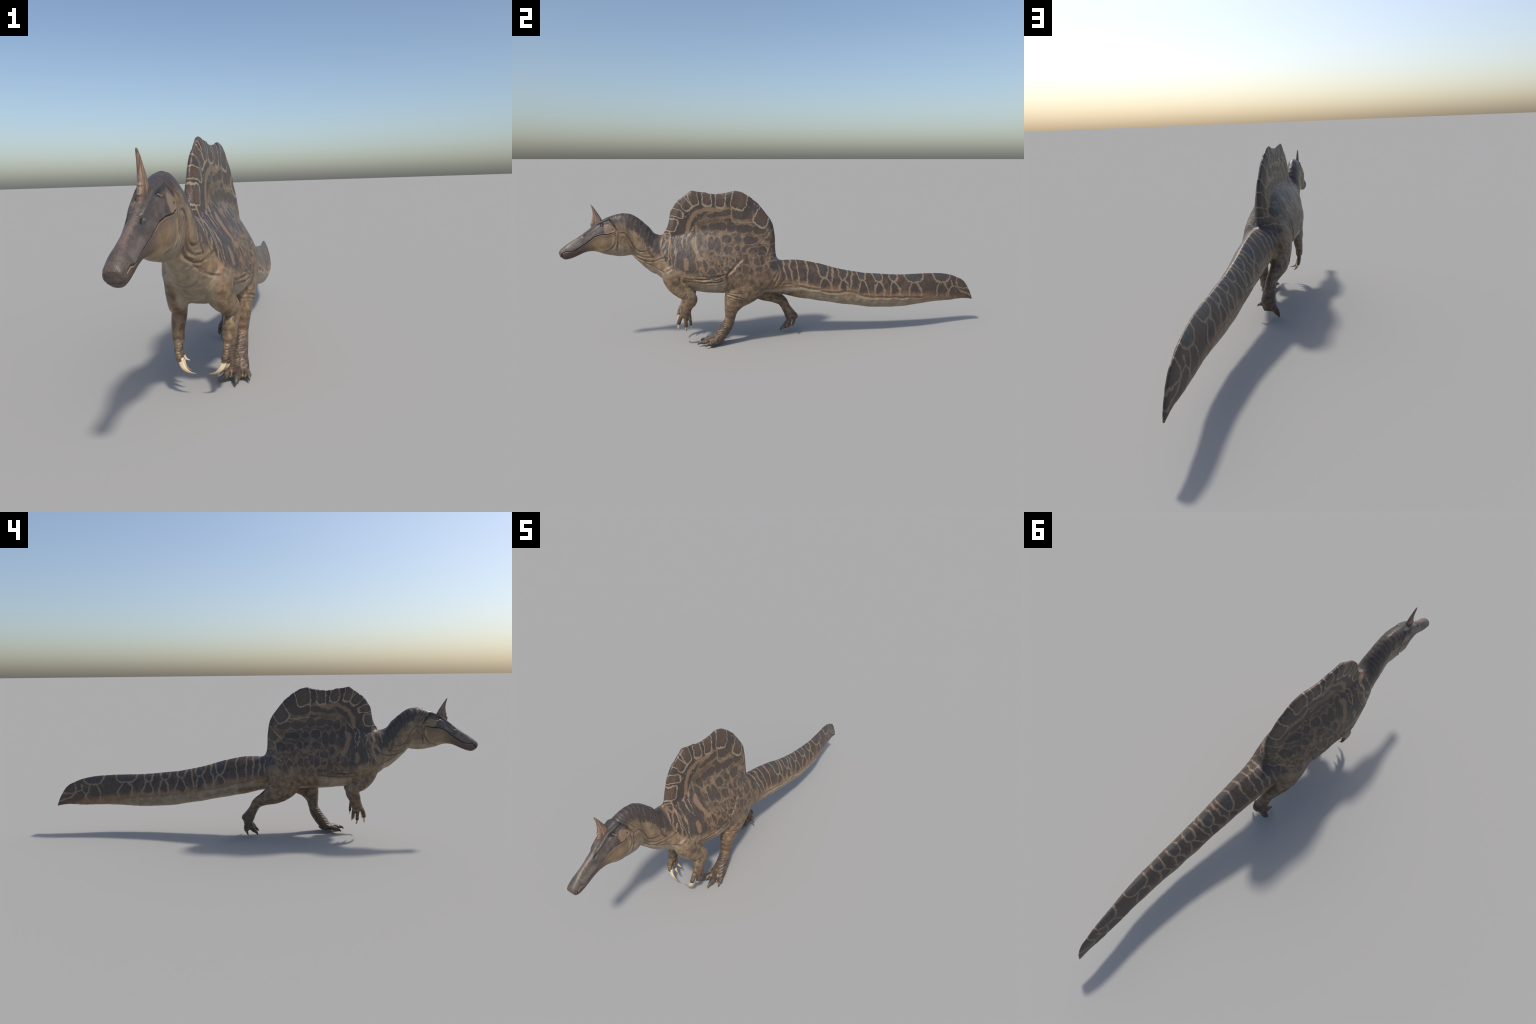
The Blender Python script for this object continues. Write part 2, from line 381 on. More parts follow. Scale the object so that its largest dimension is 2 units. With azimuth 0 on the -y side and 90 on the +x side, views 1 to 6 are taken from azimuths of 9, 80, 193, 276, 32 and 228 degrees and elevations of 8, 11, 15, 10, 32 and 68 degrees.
BROW = [(-.772, .583), (-.790, .577), (-.808, .5695), (-.824, .564), (-.840, .553), (-.862, .536), (-.885, .519)]
ridge(BROW, .0036, .0040, .008, .05); ridge(BROW[:5], .0034, .0022, .008, .05)                  # brow and lacrimal ridge down to the nostril
ridge([(-.800, .545), (-.822, .549), (-.838, .543)], .0030, .0016, .012, .05)
ridge([(-.775, .572), (-.792, .566), (-.808, .5635)], .0030, .0026, .012, .05)
ridge([(-.795, .552), (-.806, .5485), (-.817, .5505)], .0022, .0016, .012, .05)     # lower lid
ridge([(-.83, .540), (-.86, .515), (-.90, .487)], .008, -.0016, .012, .05)         # hollow cheek before the eye
for k in range(3): bump_at((.0135, -.882 - .0045 * k, .5155 - .0040 * k), .0040, -.0042)         # nostrils
bump_at((.012, -.876, .522), .006, .0012)
bump_at((.041, -.764, .5385), .0032, -.005)          # ear holes
bump_at((.020, -.955, .450), .015, .0022)            # lip bulge
bump_at((.024, -.93, .463), .014, .0014)
bump_at((.040, -.79, .47), .03, .004)                # jaw muscle
bump_at((.04, -.722, .545), .02, .003)
disp += .0005 * np.clip(np.sin(co[:, 1] * 2 * np.pi / .0055 + 2 * np.sin(co[:, 1] * 90)), 0, 1) * np.exp(-((np.interp(co[:, 1], [p[0] for p in MOUTH], [p[1] for p in MOUTH]) + .009 - co[:, 2]) / .006) ** 2) * ((co[:, 1] < -.80) & (co[:, 2] > .39))
# lower jaw sits slightly inside the upper lip
h = (co[:, 1] < -.80) & (co[:, 2] > .39)
low = np.interp(co[:, 1], [p[0] for p in MOUTH], [p[1] for p in MOUTH]) - co[:, 2]
disp += np.where(h, -.0012 * np.clip(low / .003, 0, 1) * np.clip((-.80 - co[:, 1]) / .03, 0, 1), 0)

# rings of wrinkled scutes on shins, wrists and digits; folds of slack skin on flank and neck
ax = np.abs(xs)
isleg = ((co[:, 2] < .215) & (co[:, 1] < .09) & (co[:, 1] > -.345) & (co[:, 1] > -.40))
armz = (co[:, 1] < -.41) & (co[:, 2] < .235)
n1 = noise(co, 3, 60.)
lower = isleg & (co[:, 2] < .118) & (co[:, 2] > .03) & (co[:, 1] > -.36)
front = np.clip(-nrm[:, 1] * 1.2 + .2, 0, 1)
disp += np.where(lower & (xs > 0), (.0014 * np.sin((co[:, 2] * .75 - co[:, 1] * .25 + .0012 * n1) * 2 * np.pi / .0064) * (.6 + .4 * np.cos(xs * 2 * np.pi / .014 + n1)) + .0005 * noise(co, 31, 260.)) * front, 0)
disp += np.where(lower & (xs < 0), (.0013 * np.sin((co[:, 2] + .001 * n1) * 2 * np.pi / .0066) + .0005 * noise(co, 31, 260.)), 0)
disp += np.where(armz & (co[:, 2] < .155), 0.0010 * np.sin((co[:, 2] + .0006 * n1) * 2 * np.pi / .0070) * np.clip((.158 - co[:, 2]) / .01, 0, 1), 0)
n2 = noise(co * [1, .35, 1.5], 8, 130.); n3 = noise(co, 5, 45.)
flank = np.exp(-((co[:, 2] - .305) / .03) ** 2) * np.clip((co[:, 1] + .50) / .05, 0, 1) * np.clip((-.25 - co[:, 1]) / .05, 0, 1) * (ax > .05)
disp += .0012 * flank * n2
neckz = np.clip((co[:, 1] + .75) / .03, 0, 1) * np.clip((-.55 - co[:, 1]) / .05, 0, 1) * (co[:, 2] > .35)
disp += .00045 * noise(co * [1, 1, .6], 41, 210.) * np.clip(.62 - co[:, 2], 0, .1) * 10 * (co[:, 1] > -.74)
disp += .0010 * neckz * noise(co * [1, 1.2, .5], 11, 150.)
disp += .0010 * n3 * np.where(co[:, 2] > .5, .4, 1) * np.where(co[:, 1] > .6, .5, 1) * np.where(armz | isleg | (co[:, 1] < -.75), .3, 1)
# muscle swellings
bump_at((.085, -.13, .335), .05, .004); bump_at((.07, -.50, .335), .035, .004)
co = co + nrm * disp[:, None]
for it in range(1):
    L = laplace(co, ed, deg); co += .25 * L
co[:, 2] = np.maximum(co[:, 2], .001)
nrm = normals(co, skin)

# ------------------------------------------------------------------ materials
def rgb(h):                                   # sRGB hex to linear
    c = [int(h[i:i + 2], 16) / 255 for i in (0, 2, 4)]
    return tuple((v / 12.92 if v < .04045 else ((v + .055) / 1.055) ** 2.4) for v in c) + (1,)

class Nodes:
    def __init__(self, name):
        self.m = bpy.data.materials.new(name); self.m.use_nodes = True
        self.t = self.m.node_tree; self.t.nodes.clear()
        self.out = self.t.nodes.new('ShaderNodeOutputMaterial'); self.b = self.t.nodes.new('ShaderNodeBsdfPrincipled')
        self.t.links.new(self.b.outputs[0], self.out.inputs[0])
    def put(self, s, v):
        if isinstance(v, bpy.types.NodeSocket): self.t.links.new(v, s)
        elif v is not None: s.default_value = v
    def math(self, op, a, b=None, c=None, clamp=False):
        n = self.t.nodes.new('ShaderNodeMath'); n.operation = op; n.use_clamp = clamp
        for s, v in zip(n.inputs, (a, b, c)): self.put(s, v)
        return n.outputs[0]
    def vec(self, op, a, b=None, scale=None, out=0):
        n = self.t.nodes.new('ShaderNodeVectorMath'); n.operation = op
        self.put(n.inputs[0], a)
        if b is not None: self.put(n.inputs[1], b)
        if scale is not None: self.put(n.inputs['Scale'], scale)
        return n.outputs[out]
    def ramp(self, v, lo, hi, smooth=True):   # 0..1 mask
        n = self.t.nodes.new('ShaderNodeMapRange'); n.interpolation_type = 'SMOOTHSTEP' if smooth else 'LINEAR'
        self.put(n.inputs[0], v)
        if lo <= hi: n.inputs[1].default_value, n.inputs[2].default_value = lo, hi
        else:
            n.inputs[1].default_value, n.inputs[2].default_value = hi, lo
            n.inputs[3].default_value, n.inputs[4].default_value = 1, 0
        return n.outputs[0]
    def mix(self, f, a, b, mode='MIX'):
        n = self.t.nodes.new('ShaderNodeMix'); n.data_type = 'RGBA'; n.blend_type = mode
        self.put(n.inputs[0], f); self.put(n.inputs[6], a); self.put(n.inputs[7], b)
        return n.outputs[2]
    def noise(self, v, scale, detail=3, rough=.55, col=False):
        n = self.t.nodes.new('ShaderNodeTexNoise'); self.put(n.inputs['Vector'], v)
        n.inputs['Scale'].default_value = scale; n.inputs['Detail'].default_value = detail; n.inputs['Roughness'].default_value = rough
        return n.outputs[1 if col else 0]
    def wobble(self, v, scale, detail, rough, amp):
        n = self.t.nodes.new('ShaderNodeSeparateColor'); self.put(n.inputs[0], self.noise(v, scale, detail, rough, True))
        c = self.t.nodes.new('ShaderNodeCombineXYZ')
        for i in range(3): self.put(c.inputs[i], self.math('MULTIPLY', self.math('SUBTRACT', n.outputs[i], .5), amp))
        return c.outputs[0]
    def voronoi(self, v, scale, feature='F1', rand=1.):
        n = self.t.nodes.new('ShaderNodeTexVoronoi'); n.feature = feature; self.put(n.inputs['Vector'], v)
        n.inputs['Scale'].default_value = scale; n.inputs['Randomness'].default_value = rand
        return n.outputs[0]
    def scaled(self, v, s, loc=(0, 0, 0), rot=(0, 0, 0), kind='POINT'):
        n = self.t.nodes.new('ShaderNodeMapping'); n.vector_type = kind; self.put(n.inputs[0], v)
        n.inputs[1].default_value = loc; n.inputs[2].default_value = rot; n.inputs[3].default_value = s
        return n.outputs[0]
    def mn(self, a, b): return b if a is None else self.math('MINIMUM', a, b)
    def after(self, q, r):                       # same point, evaluated once r is known (keeps the shader small)
        if r is None: return q
        c = self.t.nodes.new('ShaderNodeCombineXYZ'); self.put(c.inputs[2], self.math('MULTIPLY', r, 1e-9))
        return self.vec('ADD', q, c.outputs[0])
    def blob(self, q, cy, cz, ry, rz, ang=0):     # normalised radius in an ellipse of the side plane
        return self.vec('LENGTH', self.scaled(q, (ry, rz, 1), (cy, cz, 0), (0, 0, -math.radians(ang)), 'TEXTURE'), out=1)
    def square(self, q, cy, cz, ry, rz, ang=0):   # same with squared-off ends
        v = self.scaled(q, (ry, rz, 1), (cy, cz, 0), (0, 0, -math.radians(ang)), 'TEXTURE')
        return self.math('SQRT', self.vec('LENGTH', self.vec('MULTIPLY', v, v), out=1))
    def grouped(self, q, build, outs=1):          # builds a sub-tree of its own with the point as input
        g = bpy.data.node_groups.new("marks", 'ShaderNodeTree')
        g.interface.new_socket("point", in_out='INPUT', socket_type='NodeSocketVector')
        for k in range(outs): g.interface.new_socket("value", in_out='OUTPUT', socket_type='NodeSocketFloat')
        home, self.t = self.t, g
        gi = g.nodes.new('NodeGroupInput'); go = g.nodes.new('NodeGroupOutput')
        r = build(gi.outputs[0])
        for k, v in enumerate(r if outs > 1 else (r,)): self.put(go.inputs[k], v)
        self.t = home
        n = home.nodes.new('ShaderNodeGroup'); n.node_tree = g; self.put(n.inputs[0], q)
        return tuple(n.outputs[:outs]) if outs > 1 else n.outputs[0]
    def blobs(self, q, L): return self.grouped(q, lambda p: self.blobs_(p, L))
    def lines(self, q, polys): return self.grouped(q, lambda p: self.lines_(p, polys))
    def rings(self, q, L, shape=None): return self.grouped(q, lambda p: self.rings_(p, L, shape), 2)
    def blobs_(self, q, L):
        r = None
        for b in L: r = self.mn(r, self.blob(self.after(q, r), *b))
        return r
    def rings_(self, q, L, shape=None):                        # distance to the outlines, in metres
        r = None; ins = None
        for b in L:
            k = (shape or self.blob)(self.after(q, r), *b); ins = self.mn(ins, k)
            r = self.mn(r, self.math('MULTIPLY', self.math('ABSOLUTE', self.math('SUBTRACT', k, 1.)), .5 * (b[2] + b[3])))
        return r, ins
    def lines_(self, q, polys):                    # distance to polylines of the side plane
        r = None
        for P in polys:
            for (a, b), (c, d) in zip(P[:-1], P[1:]):
                L = math.hypot(c - a, d - b)
                k = self.scaled(self.after(q, r), (1, 1, 1), ((a + c) / 2, (b + d) / 2, 0), (0, 0, math.atan2(d - b, c - a)), 'TEXTURE')
                k = self.vec('MAXIMUM', self.vec('SUBTRACT', self.vec('ABSOLUTE', k), (L / 2, 0, 0)), (0, 0, 0))
                r = self.mn(r, self.vec('LENGTH', k, out=1))
        return r
    def curve(self, v, pts):                      # piecewise function of a value
        x0, x1 = pts[0][0], pts[-1][0]
        n = self.t.nodes.new('ShaderNodeFloatCurve')
        self.put(n.inputs[1], self.math('DIVIDE', self.math('SUBTRACT', v, x0), x1 - x0))
        c = n.mapping.curves[0]
        while len(c.points) < len(pts): c.points.new(.5, .5)
        for p, (x, y) in zip(c.points, pts): p.location = ((x - x0) / (x1 - x0), y); p.handle_type = 'VECTOR'
        n.mapping.update()
        return n.outputs[0]

RIM_CELLS = [(-.464, .652, .020, .043, -40), (-.421, .676, .020, .043, -17), (-.356, .673, .021, .042, -2), (-.296, .667, .020, .045, 8),
             (-.212, .664, .034, .050, 14), (-.106, .585, .034, .050, 30), (-.503, .603, .039, .017, 18), (-.524, .552, .034, .026, 8)]
SPOTS = [(-.285, .599, .034, .013, -6), (-.262, .567, .020, .008, 0), (-.200, .594, .043, .024, 5), (-.394, .582, .029, .009, -40), (-.418, .553, .008, .008, 0), (-.370, .529, .013, .020, -15), (-.338, .538, .015, .016, 0), (-.299, .540, .023, .016, 10),
         (-.251, .536, .020, .018, 20), (-.335, .586, .021, .008, 0), (-.193, .527, .036, .017, 5), (-.123, .520, .029, .017, 10), (-.427, .517, .013, .025, 15),
         (-.394, .495, .013, .023, -10), (-.345, .469, .015, .026, 0), (-.316, .461, .013, .032, 5), (-.273, .486, .020, .017, 0), (-.225, .485, .014, .013, 0),
         (-.166, .478, .032, .014, 0), (-.462, .465, .008, .017, 0), (-.343, .416, .014, .013, 0), (-.437, .422, .018, .042, 10), (-.274, .438, .019, .015, 0),
         (-.231, .447, .011, .010, 0), (-.199, .438, .011, .014, 0), (-.156, .428, .019, .017, 0), (-.115, .427, .022, .016, 0), (-.285, .406, .016, .010, 20),
         (-.243, .399, .016, .011, 0), (-.381, .387, .013, .016, 0), (-.307, .374, .011, .009, 0), (-.339, .380, .010, .010, 0), (-.270, .362, .018, .016, 0)]
NECK_SPOTS = [(-.700, .558, .008, .011), (-.686, .545, .007, .010), (-.671, .532, .007, .010), (-.657, .520, .006, .010), (-.643, .505, .007, .009), (-.629, .487, .007, .010),
              (-.620, .465, .008, .010), (-.611, .429, .007, .010), (-.602, .418, .007, .007), (-.618, .446, .008, .009), (-.585, .443, .016, .010, -30), (-.595, .465, .016, .010, -30)]
BODY_LINES = [[(-.527, .521), (-.525, .488), (-.532, .454), (-.530, .417), (-.543, .369)], [(-.495, .501), (-.504, .470), (-.500, .436), (-.507, .385), (-.502, .350)],
              [(-.475, .500), (-.471, .458), (-.458, .440), (-.449, .469), (-.456, .497)], 
              [(-.555, .512), (-.527, .516)], [(-.559, .494), (-.570, .450)], [(-.544, .443), (-.560, .416)], [(-.039, .523), (-.063, .517), (-.092, .486), (-.116, .457)],
              [(-.040, .462), (-.055, .455), (-.083, .447), (-.101, .454)], [(-.083, .444), (-.095, .406)], [(-.035, .416), (-.053, .414), (-.080, .412), (-.083, .385)],
              [(-.439, .530), (-.473, .500), (-.475, .47)], [(-.417, .538), (-.448, .502), (-.456, .47)], [(-.249, .619), (-.252, .578), (-.240, .559), (-.152, .554)],
              [(-.047, .384), (-.088, .382), (-.121, .367)]]
WIDE_LINES = [[(-.418, .490), (-.421, .462), (-.408, .430), (-.395, .404)], [(-.460, .400), (-.457, .372)], [(-.283, .630), (-.299, .613), (-.376, .617), (-.423, .592), (-.439, .561), (-.448, .520)]]
TAIL_TOP = [(.185, .340, .029, .052), (.278, .322, .024, .044), (.372, .310, .020, .042), (.454, .298, .024, .039), (.534, .290, .022, .040), (.646, .291, .051, .047),
            (.807, .280, .055, .050, 3), (.945, .190, .032, .040)]
TAIL_LOW = [(.169, .262, .020, .020), (.277, .247, .018, .023), (.366, .231, .020, .027), (.447, .224, .024, .025), (.535, .217, .022, .024), (.653, .214, .029, .022),
            (.789, .199, .029, .023), (.862, .202, .031, .023)]
TAIL_LINES = [[(-.045, .361), (-.037, .338), (-.040, .310)], [(-.012, .379), (-.015, .337), (-.006, .292)], [(.018, .380), (.013, .342), (.025, .279)], [(.049, .380), (.050, .335), (.053, .267)],
              [(.094, .376), (.100, .338), (.090, .299), (.096, .248)], [(.225, .34), (.222, .300), (.212, .262), (.216, .222)], [(.322, .322), (.318, .280), (.306, .240), (.300, .210)],
              [(.905, .250), (.894, .222), (.905, .196), (.935, .192), (.978, .186)], [(.862, .232), (.868, .206), (.900, .196), (.928, .168), (.985, .152)], [(.868, .206), (.846, .186), (.852, .15)]]
# the tail's net: a cup hangs from the ridge, two legs run down from its foot to the flank fold
_rng = np.random.default_rng(4)
for a, b, zt, zj, zf, sp in [(.148, .204, .362, .289, .232, .026), (.248, .302, .335, .277, .212, .024), (.345, .395, .316, .268, .196, .024), (.428, .480, .302, .259, .184, .026),
                             (.512, .557, .292, .251, .178, .026), (.594, .700, .288, .243, .170, .036), (.752, .862, .286, .233, .155, .036)]:
    c = (a + b) / 2 + _rng.uniform(-.004, .004); w = (b - a) / 2; hi = zt - zj
    TAIL_LINES.append([(a, zt), (a + .10 * w, zj + .48 * hi), (a + .45 * w, zj + .12 * hi), (c, zj), (b - .45 * w, zj + .10 * hi), (b - .10 * w, zj + .45 * hi), (b, zt)])
    j1, j2 = _rng.uniform(-.005, .005, 2); hl = zj - zf
    TAIL_LINES.append([(c - .25 * w, zj + .02 * hi), (c - sp * .8, zj - .30 * hl), (c - sp + j1, zj - .6 * hl), (c - sp * .75 + j1, zf)])
    TAIL_LINES.append([(c + .25 * w, zj + .02 * hi), (c + sp * .8, zj - .35 * hl), (c + sp + j2, zj - .65 * hl), (c + sp * .8 + j2, zf)])

DARK, DARK2, BROWN, TAN, PALE, CREAM = rgb('433b36'), rgb('52463e'), rgb('766150'), rgb('947e61'), rgb('ab977a'), rgb('a8977c')

def skin_material():
    N = Nodes("mottled_reptile_skin")
    P = N.t.nodes.new('ShaderNodeTexCoord').outputs['Object']
    sx = N.t.nodes.new('ShaderNodeSeparateXYZ'); N.put(sx.inputs[0], P); x, y, z = sx.outputs
    # wobble: slow bends plus ragged edges
    w1 = N.wobble(P, 24, 2, .6, .026)
    w2 = N.wobble(P, 130, 3, .75, .0125)
    W = N.vec('ADD', P, N.vec('ADD', w1, w2))
    sw = N.t.nodes.new('ShaderNodeSeparateXYZ'); N.put(sw.inputs[0], W)
    cq = N.t.nodes.new('ShaderNodeCombineXYZ'); N.put(cq.inputs[0], sw.outputs[1]); N.put(cq.inputs[1], sw.outputs[2]); q = cq.outputs[0]
    wy, wz = sw.outputs[1], sw.outputs[2]
    cp = N.t.nodes.new('ShaderNodeCombineXYZ'); N.put(cp.inputs[0], y); N.put(cp.inputs[1], z); qs = cp.outputs[0]
    fine = N.noise(P, 120, 4, .6); med = N.noise(P, 35, 3, .6)
    # streaks that run up the sail and down the flanks
    streak = N.noise(N.scaled(P, (60, 260, 14)), 1, 2, .6)
    # ---- ground colours
    tan = N.mix(N.ramp(med, .35, .68), BROWN, TAN)
    dark = N.mix(N.ramp(fine, .35, .7), DARK, DARK2)
    # dark back against tan flank
    zd = N.curve(y, [(-1, .40), (-.80, .570), (-.74, .567), (-.70, .553), (-.657, .516), (-.62, .466), (-.58, .428), (-.54, .38), (-.45, .345), (-.30, .34), (-.14, .36), (-.05, .33), (.05, .275), (.2, .235), (.4, .205), (.7, .185), (.85, .165), (1, .12)])
    above = N.math('SUBTRACT', wz, zd)
    col = N.mix(N.ramp(above, -.010, .016), tan, dark)
    # torso and sail interior: tan-brown field with dark spots
    field = N.blob(q, -.248, .455, .188, .168, 8)
    infield = N.ramp(field, 1.06, .97)
    warm = N.mix(N.ramp(med, .3, .7), rgb('685544'), rgb('867158'))
    col = N.mix(infield, col, warm)
    sp = N.blobs(q, SPOTS)
    extra = N.ramp(N.voronoi(N.scaled(W, (1, .85, .72), (0, .03, .02)), 34), .70, .56)
    extra = N.math('MULTIPLY', N.math('MULTIPLY', extra, N.ramp(sp, 1.25, 1.6)), N.math('MULTIPLY', infield, N.ramp(z, .60, .54)))
    col = N.mix(N.math('MULTIPLY', extra, .78), col, dark)
    col = N.mix(N.math('MULTIPLY', N.ramp(sp, 1.25, 1.04), .92), col, dark)
    # small spots lower down the flank and on the thigh
    small = N.ramp(N.voronoi(N.scaled(W, (1, 1, .7)), 34), .50, .38)
    lowband = N.math('MULTIPLY', N.ramp(z, .27, .30), N.math('MULTIPLY', N.ramp(z, .43, .38), N.math('MULTIPLY', N.ramp(y, -.50, -.44), N.ramp(y, -.02, -.06))))
    col = N.mix(N.math('MULTIPLY', N.math('MULTIPLY', small, lowband), .55), col, dark)
    flankfade = N.math('MULTIPLY', N.math('MULTIPLY', N.ramp(wz, .345, .275), N.ramp(y, -.56, -.5)), N.ramp(y, .05, 0))
    col = N.mix(N.math('MULTIPLY', flankfade, .6), col, tan)
    # front flank stripes
    shade = N.math('MULTIPLY', N.math('MULTIPLY', N.ramp(wy, -.40, -.45), N.ramp(wy, -.55, -.53)), N.math('MULTIPLY', N.ramp(wz, .345, .375), N.ramp(wz, .52, .48)))
    col = N.mix(N.math('MULTIPLY', shade, .8), col, N.mix(N.ramp(streak, .4, .7), DARK, rgb('5c4f46')))
    col = N.mix(N.math('MULTIPLY', N.ramp(N.blob(q, -.395, .455, .013, .055, 12), 1.1, .85), .75), col, dark)
    ln = N.math('ADD', N.lines(q, BODY_LINES), N.math('MULTIPLY', N.ramp(med, .35, .7), .0022))
    net0 = N.voronoi(N.scaled(W, (.4, 1, .36)), 30, 'DISTANCE_TO_EDGE')
    front = N.math('MULTIPLY', N.math('MULTIPLY', N.ramp(y, -.58, -.55), N.ramp(y, -.50, -.53)), N.math('MULTIPLY', N.ramp(z, .33, .37), N.ramp(z, .53, .49)))
    col = N.mix(N.math('MULTIPLY', N.math('MULTIPLY', N.ramp(net0, .11, .04), front), .75), col, rgb('95795d'))
    netl = N.voronoi(N.scaled(W, (.4, 1, .62), (0, .3, .2)), 34, 'DISTANCE_TO_EDGE')
    mid_ = N.math('MULTIPLY', N.math('MULTIPLY', N.ramp(y, -.45, -.40), N.ramp(y, -.04, -.08)), N.math('MULTIPLY', N.ramp(z, .285, .32), N.ramp(z, .45, .40)))
    low_ = N.math('MULTIPLY', N.math('MULTIPLY', mid_, N.ramp(z, .40, .37)), N.ramp(N.noise(N.scaled(W, (1, 1, .55), (.2, .1, 0)), 42, 2, .5), .46, .60))
    col = N.mix(N.math('MULTIPLY', low_, .7), col, rgb('514239'))
    col = N.mix(N.math('MULTIPLY', N.math('MULTIPLY', N.ramp(netl, .12, .03), mid_), .55), col, rgb('94765a'))
    col = N.mix(N.math('MULTIPLY', N.ramp(ln, .0044, .0016), .72), col, rgb('a08a6e'))
    wl = N.lines(q, WIDE_LINES)
    col = N.mix(N.math('MULTIPLY', N.ramp(wl, .013, .007), .75), col, rgb('8f745a'))
    # rim cells of the sail
    rd, rin = N.rings(q, RIM_CELLS, N.square)
    onsail = N.math('MULTIPLY', N.ramp(z, .40, .42), N.math('MULTIPLY', N.ramp(y, -.575, -.555), N.ramp(y, -.02, -.03)))
    cellcol = N.mix(N.ramp(streak, .35, .65), rgb('433934'), rgb('584a40'))
    cellcol = N.mix(N.ramp(rin, .55, .95), N.mix(.3, cellcol, rgb('735a4a')), cellcol)
    col = N.mix(N.math('MULTIPLY', N.ramp(rin, 1.0, .93), onsail), col, cellcol)
    col = N.mix(N.math('MULTIPLY', N.math('MULTIPLY', N.ramp(rd, .0043, .0014), onsail), .85), col, rgb('a3917a'))
    # pale specks on the dark zones
    spk = N.ramp(N.voronoi(N.scaled(P, (1, 1, .7)), 62), .22, .13)
    spk = N.math('MULTIPLY', spk, N.math('MULTIPLY', N.math('MULTIPLY', N.ramp(y, -.56, -.5), N.ramp(y, -.06, -.1)), N.ramp(z, .38, .42)))
    spk = N.math('MULTIPLY', spk, N.math('MULTIPLY', N.ramp(rin, .95, 1.1), N.ramp(med, .45, .55)))
    col = N.mix(N.math('MULTIPLY', N.math('MULTIPLY', spk, N.math('SUBTRACT', 1., infield)), .7), col, rgb('8a8078'))
    # tail
    ontail = N.ramp(y, -.05, -.035)
    tin = N.blobs(q, TAIL_TOP[:-1]); lin = N.blobs(q, TAIL_LOW); tl = N.lines(q, TAIL_LINES)
    fold = N.curve(y, [(-.05, .262), (.03, .262), (.138, .240), (.25, .216), (.384, .190), (.468, .181), (.577, .174), (.7, .160), (.85, .138), (1, .10)])
    up = N.math('SUBTRACT', wz, fold)
    tailcol = N.mix(N.ramp(up, .004, .042), N.mix(N.ramp(med, .35, .65), rgb('82664f'), rgb('967a5e')), N.mix(N.ramp(med, .4, .7), rgb('4d4138'), rgb('604e42')))
    streaky = N.ramp(N.noise(N.scaled(P, (60, 75, 18)), 1, 3, .6), .45, .68)
    tailcol = N.mix(N.math('MULTIPLY', N.math('MULTIPLY', streaky, N.ramp(up, .01, .05)), .45), tailcol, rgb('3d352f'))
    tailcol = N.mix(N.math('MULTIPLY', N.ramp(tin, .98, .86), .8), tailcol, N.mix(N.ramp(N.noise(N.scaled(P, (90, 120, 30)), 1, 2), .4, .7), rgb('45423e'), rgb('57534f')))
    tailcol = N.mix(N.math('MULTIPLY', N.math('MULTIPLY', N.ramp(lin, 1.0, .8), N.ramp(up, .0, .02)), .85), tailcol, rgb('4a3f38'))
    net = N.math('SUBTRACT', tl, N.math('MULTIPLY', N.ramp(med, .45, .7), .0016))
    net = N.math('MULTIPLY', N.ramp(net, .0050, .0018), N.ramp(up, -.006, .014))
    tailcol = N.mix(N.math('MULTIPLY', net, N.math('MULTIPLY_ADD', fine, .4, .58)), tailcol, rgb('94816b'))
    col = N.mix(ontail, col, tailcol)
    # neck: spots along the lower edge of the dark back, pale cross bars over the nape
    col = N.mix(N.math('MULTIPLY', N.ramp(N.blobs(q, NECK_SPOTS), 1.15, .8), .8), col, dark)
    onneck = N.math('MULTIPLY', N.ramp(y, -.785, -.77), N.ramp(y, -.58, -.60))
    bars = N.math('SINE', N.math('MULTIPLY', N.math('ADD', wy, N.math('MULTIPLY', wz, -.35)), 330.))
    col = N.mix(N.math('MULTIPLY', N.math('MULTIPLY', N.math('MULTIPLY', N.ramp(bars, .3, .8), onneck), N.ramp(above, .012, .035)), .4), col, rgb('70625b'))
    barred = N.math('MULTIPLY', N.ramp(N.noise(N.scaled(P, (20, 170, 30)), 1, 2), .5, .62), onneck)
    col = N.mix(N.math('MULTIPLY', N.math('MULTIPLY', barred, N.math('MULTIPLY', N.ramp(above, .02, 0), N.ramp(above, -.03, -.005))), .5), col, dark)
    # pale underside
    zb = N.curve(y, [(-1, .30), (-.80, .30), (-.78, .435), (-.74, .47), (-.70, .455), (-.668, .413), (-.638, .392), (-.58, .362), (-.54, .33), (-.47, .300), (-.28, .298), (-.1, .258), (-.05, .262), (.03, .262), (.138, .240), (.25, .216), (.384, .190), (.468, .181), (.577, .172), (.7, .150), (.85, .128), (1, .08)])
    limb = N.math('MAXIMUM', N.math('MULTIPLY', N.ramp(z, .245, .225), N.ramp(y, .10, .06)), N.math('MULTIPLY', N.math('MULTIPLY', N.ramp(N.math('ABSOLUTE', x), .060, .085), N.ramp(z, .36, .28)), N.math('MULTIPLY', N.ramp(N.math('SUBTRACT', y, N.math('MULTIPLY', z, .2)), -.355, -.325), N.ramp(y, -.02, -.06))))
    armm = N.math('MULTIPLY', N.math('MULTIPLY', N.ramp(z, .345, .32), N.ramp(y, -.43, -.45)), N.ramp(N.math('ABSOLUTE', x), .045, .065))
    limb = N.math('MAXIMUM', limb, armm, clamp=True)
    under = N.math('MULTIPLY', N.ramp(N.math('SUBTRACT', wz, zb), .006, -.010), N.math('SUBTRACT', 1., limb))
    belly = N.mix(N.ramp(med, .35, .7), rgb('8b7b67'), rgb('a8977e'))
    belly = N.mix(N.math('MULTIPLY', N.ramp(N.noise(P, 260, 2), .58, .68), .35), belly, rgb('6b5d4c'))
    col = N.mix(under, col, belly)
    # ---- head
    onhead = N.ramp(y, -.748, -.757)
    mz = N.curve(y, [(-1.002, .409), (-.992, .414), (-.986, .423), (-.981, .437), (-.967, .4445), (-.950, .4435), (-.935, .446), (-.909, .461), (-.873, .484), (-.846, .506), (-.821, .515), (-.786, .518), (-.75, .526)])
